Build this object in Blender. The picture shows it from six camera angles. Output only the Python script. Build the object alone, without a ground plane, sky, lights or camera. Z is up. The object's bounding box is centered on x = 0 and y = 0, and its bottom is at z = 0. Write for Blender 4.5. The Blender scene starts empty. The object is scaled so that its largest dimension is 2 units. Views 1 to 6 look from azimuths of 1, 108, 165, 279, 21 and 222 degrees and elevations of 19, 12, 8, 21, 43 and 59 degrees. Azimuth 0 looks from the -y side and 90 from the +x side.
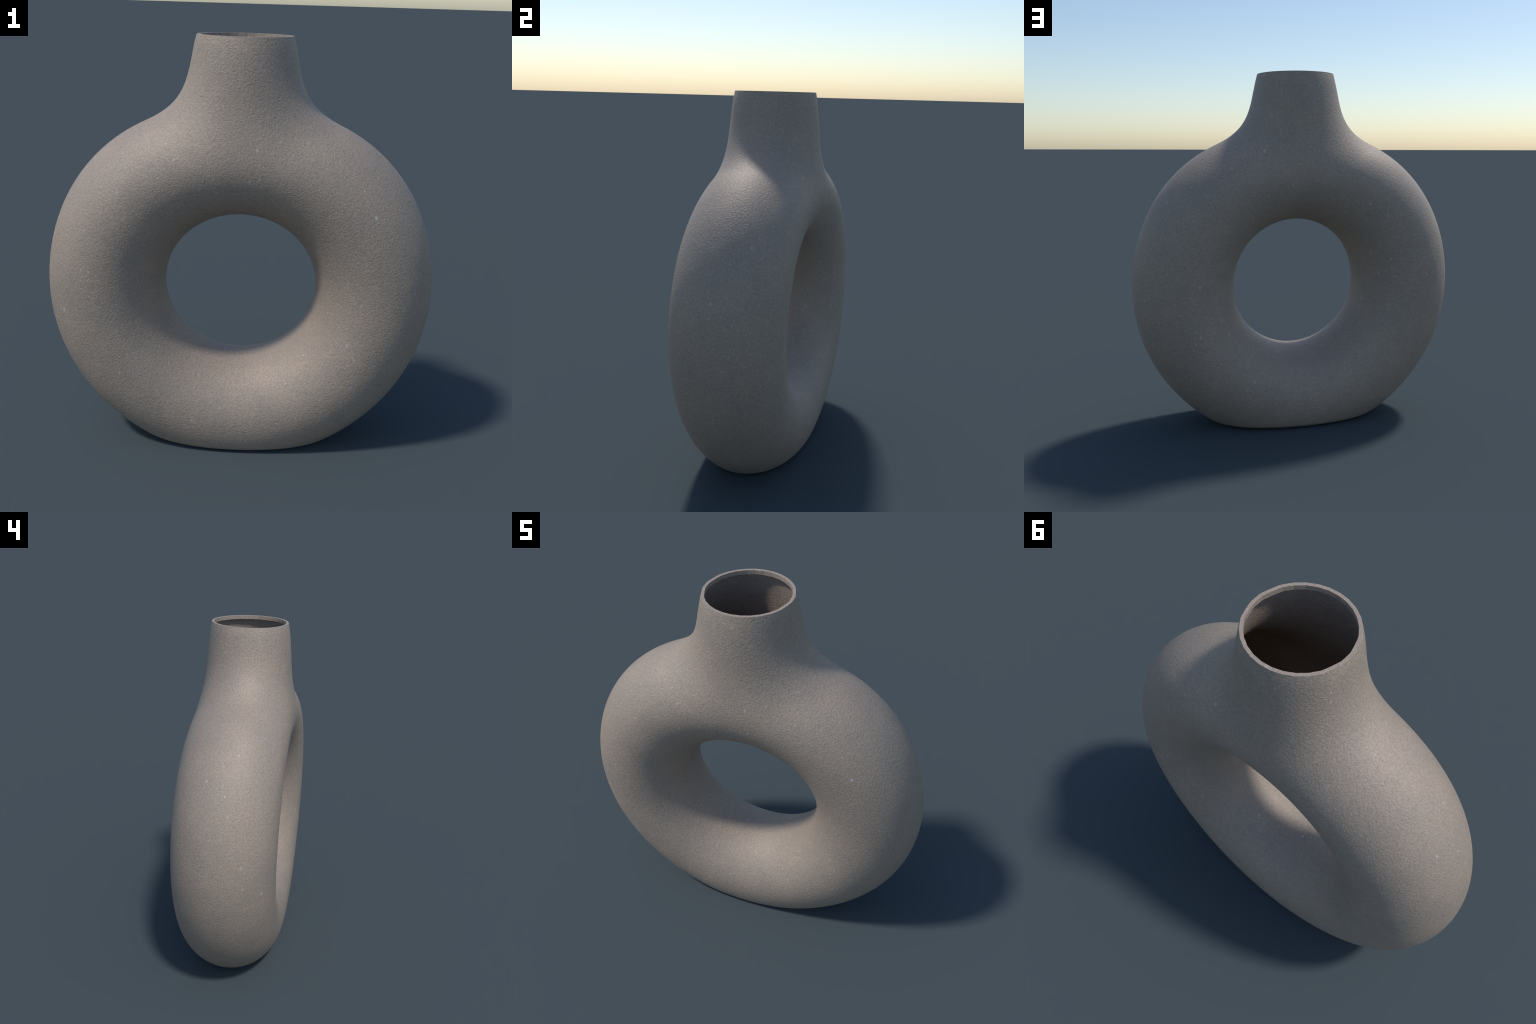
"""Ring-shaped stoneware vase: a hollow doughnut body standing on a small flat
foot, with a short tapering neck that flows out of the top of the ring."""
import bpy
import numpy as np

# ----------------------------------------------------------------------------
# 1. SHAPE: sizes in metres.  The ring lies in the x-z plane; its outer and
#    inner outline, half depth and roundness are low Fourier series of the angle
#    around the hole.  The neck is a tube whose half widths along x and y are
#    given at five heights.
# ----------------------------------------------------------------------------
SHAPE = dict(
    cz=0.8503,  # height of the hole centre
    Ro=[0.9346, -0.059, 0.0099, 0.0105, -0.0032, -0.003, -0.0006],  # outer radius of the ring
    Ri=[0.3718, -0.0405, -0.0008, -0.0001, -0.0003, 0.0002],  # radius of the hole
    b=[0.2865, -0.0019, 0.0013, 0.0017],  # half depth of the tube
    n=[2.0053, -0.0201, 0.021],  # section exponent, 2 = ellipse
    sk=[-0.0062, 0.0091, 0.0081],  # fatter outwards (+) or inwards (-)
    nx=[0.2174, 0.2402, 0.2229, 0.1694, 0.0677],  # half width of the neck along x
    ny=[0.2186, 0.2341, 0.2043, 0.1264, 0.0303],  # half width of the neck along y
    nf=1.5162,  # where the neck tube ends
    k=0.2702,  # softness of the neck join
    kb=0.0294,  # softness of the foot edge
)
NECK_Z = [2.0, 1.85, 1.7, 1.55, 1.4]
TOP = 2.0
RIM_FACETS = 30          # the mouth was cut with slightly faceted sides
RIM_WIDTH = 0.0145
LIP_DEPTH = 0.021
WALL = 0.003
NECK_TOP_Z = 1.90        # above this the neck is lofted ring by ring
CELL = 0.0105


def series(c, th):
    """left-right symmetric Fourier series: 1, sin t, cos 2t, sin 3t, cos 4t ..."""
    r = np.full_like(th, c[0])
    for k in range(1, len(c)):
        r = r + c[k] * (np.sin(k * th) if k % 2 else np.cos(k * th))
    return r


def smooth_min(a, b, k):
    k = abs(k) + 1e-4
    h = np.clip(.5 + .5 * (b - a) / k, 0, 1)
    return b * (1 - h) + a * h - k * h * (1 - h)


def through(zs, ys, z):
    """smooth curve through the given heights"""
    t = np.clip(z, min(zs) - .1, max(zs) + .05)
    out = 0
    for i, zi in enumerate(zs):
        term = 1.
        for j, zj in enumerate(zs):
            if j != i:
                term = term * (t - zj) / (zi - zj)
        out = out + ys[i] * term
    return out


def ring_field(P):
    S = SHAPE
    x = P[..., 0]
    z = P[..., 2] - S['cz']
    r = np.sqrt(x * x + z * z) + 1e-9
    th = np.arctan2(z, x)
    outer, inner, depth = series(S['Ro'], th), series(S['Ri'], th), series(S['b'], th)
    a, m, n = (outer - inner) / 2, (outer + inner) / 2, series(S['n'], th)
    y = P[..., 1]
    w = np.clip((r - m) / a, -2.5, 2.5)
    depth = depth * np.exp(series(S['sk'], th) * w)
    q = (np.abs((r - m) / a) ** n + np.abs(y / depth) ** n + 1e-12) ** (1 / n)
    return (np.sqrt((r - m) ** 2 + y * y) + 1e-9) * (1 - 1 / q)


def neck_field(P):
    S = SHAPE
    Z = P[..., 2]
    rx, ry = through(NECK_Z, S['nx'], Z), through(NECK_Z, S['ny'], Z)
    X, Y = P[..., 0], P[..., 1]
    q = np.sqrt((X / rx) ** 2 + (Y / ry) ** 2) + 1e-9
    f = np.sqrt(X * X + Y * Y) * (1 - 1 / q) + 1e-9
    return -smooth_min(-f, Z - S['nf'], .15)         # ends inside the ring tube


def field(P):
    f = smooth_min(ring_field(P), neck_field(P), SHAPE['k'])
    return -smooth_min(-f, P[..., 2], SHAPE['kb'])      # flat foot at z = 0


def gradient(P, h=1e-3):
    g = np.empty_like(P)
    for i in range(3):
        d = np.zeros(3)
        d[i] = h
        g[:, i] = (field(P + d) - field(P - d)) / (2 * h)
    return g


def settle(P, steps=5):
    """slide points onto the surface"""
    for _ in range(steps):
        g = gradient(P)
        P = P - g * (field(P) / ((g * g).sum(1) + 1e-9))[:, None] * .9
    return P


def unit(v):
    return v / (np.linalg.norm(v, axis=1, keepdims=True) + 1e-12)


# ----------------------------------------------------------------------------
# 2. SKIN: mesh the field with quads (surface nets), open at the neck
# ----------------------------------------------------------------------------
def surface_nets(lo, hi, cell):
    ax = [np.arange(lo[i], hi[i] + cell, cell) for i in range(3)]
    G = np.stack(np.meshgrid(*ax, indexing='ij'), -1)
    F = field(G)
    n = np.array(F.shape) - 1
    inside = F < 0
    c = [inside[i:n[0] + i, j:n[1] + j, k:n[2] + k] for i in (0, 1) for j in (0, 1) for k in (0, 1)]
    count = sum(a.astype(int) for a in c)
    active = (count > 0) & (count < 8)
    index = np.full(active.shape, -1)
    index[active] = np.arange(active.sum())
    cells = np.argwhere(active)
    acc = np.zeros((len(cells), 3))
    num = np.zeros(len(cells))
    corners = [np.array(o) for o in np.ndindex(2, 2, 2)]
    for a in corners:
        for axis in range(3):
            if a[axis] == 1:
                continue
            b = a.copy()
            b[axis] = 1
            fa, fb = F[tuple((cells + a).T)], F[tuple((cells + b).T)]
            cross = (fa < 0) != (fb < 0)
            t = np.where(cross, fa / np.where(cross, fa - fb, 1), 0)
            acc += np.where(cross[:, None], a + t[:, None] * (b - a), 0)
            num += cross
    V = np.array([x[0] for x in ax]) + (cells + acc / num[:, None]) * cell
    quads = []
    for axis in range(3):
        u, v = (axis + 1) % 3, (axis + 2) % 3
        e = np.zeros(3, int)
        e[axis] = 1
        A = inside[tuple(slice(0, s) for s in n)]
        B = inside[tuple(slice(e[i], n[i] + e[i]) for i in range(3))]
        for sign in (True, False):
            p = np.argwhere((A == sign) & (B != sign))
            p = p[(p[:, u] > 0) & (p[:, v] > 0)]
            du, dv = np.zeros(3, int), np.zeros(3, int)
            du[u], dv[v] = 1, 1
            q = np.stack([index[tuple((p - s).T)] for s in (0 * du, du, du + dv, dv)], 1)
            quads.append(q if sign else q[:, ::-1])
    return V, np.concatenate(quads)


def facet(angle):
    """radius factor of a regular polygon inscribed in the mouth circle"""
    step = 2 * np.pi / RIM_FACETS
    d = (angle + step / 2) % step - step / 2      # corners half a step off +x
    from_end = np.abs(np.abs(angle) - np.pi / 2)              # pi/2 at +-x
    pinch = 1 - .011 * np.exp(-((np.pi / 2 - from_end - np.radians(18)) / .09) ** 2)
    return pinch * np.cos(step / 2) / np.cos(d)


def snap_to_corners(angle):
    """move the nearest mesh column onto every corner of the mouth"""
    out = angle.copy()
    for k in range(RIM_FACETS):
        corner = (k + .5) * 2 * np.pi / RIM_FACETS - np.pi
        gap = (angle - corner + np.pi) % (2 * np.pi) - np.pi
        out[np.abs(gap).argmin()] = corner
    return out


def neck_ring(angle, z):
    """points of the round neck at height z, at the given angles"""
    lo, hi = np.full(len(angle), .05), np.full(len(angle), .6)
    d = np.stack([np.cos(angle), np.sin(angle)], 1)

    def at(r):
        return np.column_stack([r * d[:, 0], r * d[:, 1], np.full(len(angle), z)])
    for _ in range(40):
        mid = (lo + hi) / 2
        ins = field(at(mid)) < 0
        lo, hi = np.where(ins, mid, lo), np.where(ins, hi, mid)
    return at, (lo + hi) / 2


V, Q = surface_nets((-1.0, -.42, -.06), (1.0, .42, 1.99), CELL)
keep = (V[Q][:, :, 2] < NECK_TOP_Z).all(1)
Q = Q[keep]
used = np.unique(Q)
remap = np.full(len(V), -1)
remap[used] = np.arange(len(used))
V, Q = settle(V[used]), remap[Q]

# boundary loop of the opening, in order of angle
edges = np.concatenate([Q[:, [i, (i + 1) % 4]] for i in range(4)])
key = np.sort(edges, 1)
uniq, inv, cnt = np.unique(key, axis=0, return_inverse=True, return_counts=True)
rim_edges = edges[cnt[inv.ravel()] == 1]
follow = dict(rim_edges.tolist())
start = rim_edges[0, 0]
loop = [start]
while follow[loop[-1]] != start:
    loop.append(follow[loop[-1]])
loop = np.array(loop)
V[loop, 2] = NECK_TOP_Z
angle = np.arctan2(V[loop, 1], V[loop, 0])
at, r = neck_ring(angle, NECK_TOP_Z)
V[loop] = at(r)
normal = unit(gradient(V))

rows = [loop]
corners = snap_to_corners(angle)
for z in (1.92, 1.94, 1.955, 1.966, TOP - LIP_DEPTH, 1.99, TOP):
    blend = np.clip((z - 1.9) / .06, 0, 1)
    turn = angle + blend * (corners - angle)
    at, r = neck_ring(turn, z)
    nr = unit(gradient(at(r)))
    ring = at(r * (1 + blend * (facet(turn) - 1)))
    rows.append(np.arange(len(loop)) + len(V))
    V, normal = np.concatenate([V, ring]), np.concatenate([normal, nr])


def band(a, b):
    """quads between two rings, facing the same way as the skin below"""
    return np.stack([np.roll(a, -1), a, b, np.roll(b, -1)], 1)


neck_quads = np.concatenate([band(rows[i], rows[i + 1]) for i in range(len(rows) - 1)])
inner_quads = np.concatenate([Q] + [band(rows[i], rows[i + 1]) for i in range(5)])[:, ::-1]
skin = np.concatenate([Q, neck_quads])

# ----------------------------------------------------------------------------
# 3. MATERIAL: matt, finely wrinkled stoneware with sparse pale flecks
# ----------------------------------------------------------------------------
def stoneware():
    mat = bpy.data.materials.new("stoneware")
    mat.use_nodes = True
    nt = mat.node_tree
    N, L = nt.nodes, nt.links
    bsdf = N["Principled BSDF"]

    def node(kind, **props):
        n = N.new(kind)
        for k, v in props.items():
            if isinstance(v, (int, float, tuple)) and k in n.inputs:
                n.inputs[k].default_value = v
            else:
                setattr(n, k, v)
        return n
    co = N.new("ShaderNodeTexCoord").outputs["Object"]

    def noise(scale, detail=2., rough=.5, dist=0.):
        n = node("ShaderNodeTexNoise")
        for k, v in (("Scale", scale), ("Detail", detail), ("Roughness", rough), ("Distortion", dist)):
            n.inputs[k].default_value = v
        L.new(co, n.inputs["Vector"])
        return n.outputs["Fac"]

    def ramp(src, *stops):
        n = node("ShaderNodeValToRGB")
        e = n.color_ramp.elements
        while len(e) < len(stops):
            e.new(.5)
        for el, (p, c) in zip(e, stops):
            el.position = p
            el.color = (*c, 1) if isinstance(c, tuple) else (c, c, c, 1)
        L.new(src, n.inputs["Fac"])
        return n.outputs["Color"]

    def mix(fac, a, b, kind='MIX'):
        n = node("ShaderNodeMix", data_type='RGBA', blend_type=kind)
        if isinstance(fac, float):
            n.inputs["Factor"].default_value = fac
        else:
            L.new(fac, n.inputs["Factor"])
        for s, v in ((6, a), (7, b)):
            if isinstance(v, tuple):
                n.inputs[s].default_value = (*v, 1)
            else:
                L.new(v, n.inputs[s])
        return n.outputs[2]

    def math(op, a, b):
        n = node("ShaderNodeMath", operation=op)
        for s, v in ((0, a), (1, b)):
            if isinstance(v, (int, float)):
                n.inputs[s].default_value = v
            else:
                L.new(v, n.inputs[s])
        return n.outputs[0]

    # clay colour: broad clouding and fine grain
    base = ramp(noise(6.5, 4., .6), (.32, CLAY_DARK), (.68, CLAY_LIGHT))
    grain = ramp(noise(120., 2., .6), (.3, .82), (.7, 1.17))
    base = mix(1., base, grain, 'MULTIPLY')

    # pale flecks: one per Voronoi cell, only in some cells, stretched
    def flecks(scale, size, share, offset):
        mp = node("ShaderNodeMapping")
        mp.inputs["Location"].default_value = (offset, offset * .7, offset * .3)
        mp.inputs["Rotation"].default_value = (.4, .9, .5)
        mp.inputs["Scale"].default_value = (1., 1., .62)
        L.new(co, mp.inputs["Vector"])
        v = node("ShaderNodeTexVoronoi")
        v.inputs["Scale"].default_value = scale
        L.new(mp.outputs[0], v.inputs["Vector"])
        spot = ramp(v.outputs["Distance"], (size * .2, 1.), (size, 0.))
        sep = node("ShaderNodeSeparateColor")
        L.new(v.outputs["Color"], sep.inputs[0])
        on = math('LESS_THAN', sep.outputs[0], share)
        strength = math('MULTIPLY', on, math('ADD', math('POWER', sep.outputs[1], 2.5), .22))
        return math('MULTIPLY', spot, strength)
    f = math('MAXIMUM', flecks(13., .125, .62, 0.), flecks(30., .17, .36, 3.1))
    f = math('MULTIPLY', f, FLECK_STRENGTH)
    col = mix(f, base, FLECK)
    L.new(col, bsdf.inputs["Base Color"])
    bsdf.inputs["Roughness"].default_value = ROUGHNESS
    bsdf.inputs["Specular IOR Level"].default_value = SPECULAR

    bsdf.inputs["Specular Tint"].default_value = SPECULAR_TINT

    # wrinkled skin: a fine worm-like relief over softer unevenness
    worm = noise(BUMP_SCALE, 1., .5, 1.0)
    fine = noise(BUMP_SCALE * 2.1, 1., .5, .5)
    h = math('ADD', math('MULTIPLY', worm, 1.), math('MULTIPLY', fine, .35))
    bump = node("ShaderNodeBump")
    bump.inputs["Strength"].default_value = 1.
    bump.inputs["Distance"].default_value = BUMP_HEIGHT
    L.new(h, bump.inputs["Height"])
    L.new(bump.outputs[0], bsdf.inputs["Normal"])
    return mat


CLAY_DARK, CLAY_LIGHT = (.310, .257, .211), (.352, .279, .221)
FLECK, FLECK_STRENGTH = (.55, .53, .51), .72
ROUGHNESS, SPECULAR = .6, 1.
SPECULAR_TINT = (1., .88, .78, 1.)       # faintly warm sheen of unglazed clay
BUMP_SCALE, BUMP_HEIGHT = 100., .0021
CLAY = stoneware()

# ----------------------------------------------------------------------------
# 4. PARTS
# ----------------------------------------------------------------------------
vase = bpy.data.objects.new("vase", None)
vase["label"] = "matt grey-beige stoneware vase shaped like an upright ring with neck"
vase["category"] = "vase"
bpy.context.collection.objects.link(vase)


def part(name, verts, quads, normals=None):
    used = np.unique(quads)
    remap = np.full(len(verts), -1)
    remap[used] = np.arange(len(used))
    me = bpy.data.meshes.new(name)
    me.from_pydata(verts[used].tolist(), [], remap[quads].tolist())
    me.update()
    me.polygons.foreach_set("use_smooth", np.full(len(me.polygons), normals is not None))
    if normals is not None:
        me.normals_split_custom_set_from_vertices(normals[used].tolist())
    me.materials.append(CLAY)
    ob = bpy.data.objects.new(name, me)
    ob.parent = vase
    bpy.context.collection.objects.link(ob)
    return ob


# the skin is one smooth surface; ring and neck only part where the neck rises
mid = V[skin].mean(1)
is_neck = (mid[:, 2] > 1.50)
part("ring_body", V, skin[~is_neck], normal)
part("neck", V, skin[is_neck], normal)

# inside of the wall: the skin moved inwards by the wall thickness
W = V - normal * WALL
part("inner_wall", W, inner_quads, -normal)

# mouth: flat top, short upright lip, narrow underside closing onto the wall
k = len(loop)
mouth_angle = np.arctan2(V[rows[-1], 1], V[rows[-1], 0])
outer = V[rows[-1]]
away = np.column_stack([np.cos(mouth_angle), np.sin(mouth_angle), np.zeros(k)])
inner_top = outer - away * RIM_WIDTH
inner_low = inner_top - np.array([0, 0, LIP_DEPTH])
wall_top = W[rows[5]]
RV = np.concatenate([outer, inner_top, inner_low, wall_top])
R = [np.arange(k) + i * k for i in range(4)]
part("rim", RV, np.concatenate([band(R[i], R[i + 1]) for i in range(3)]))
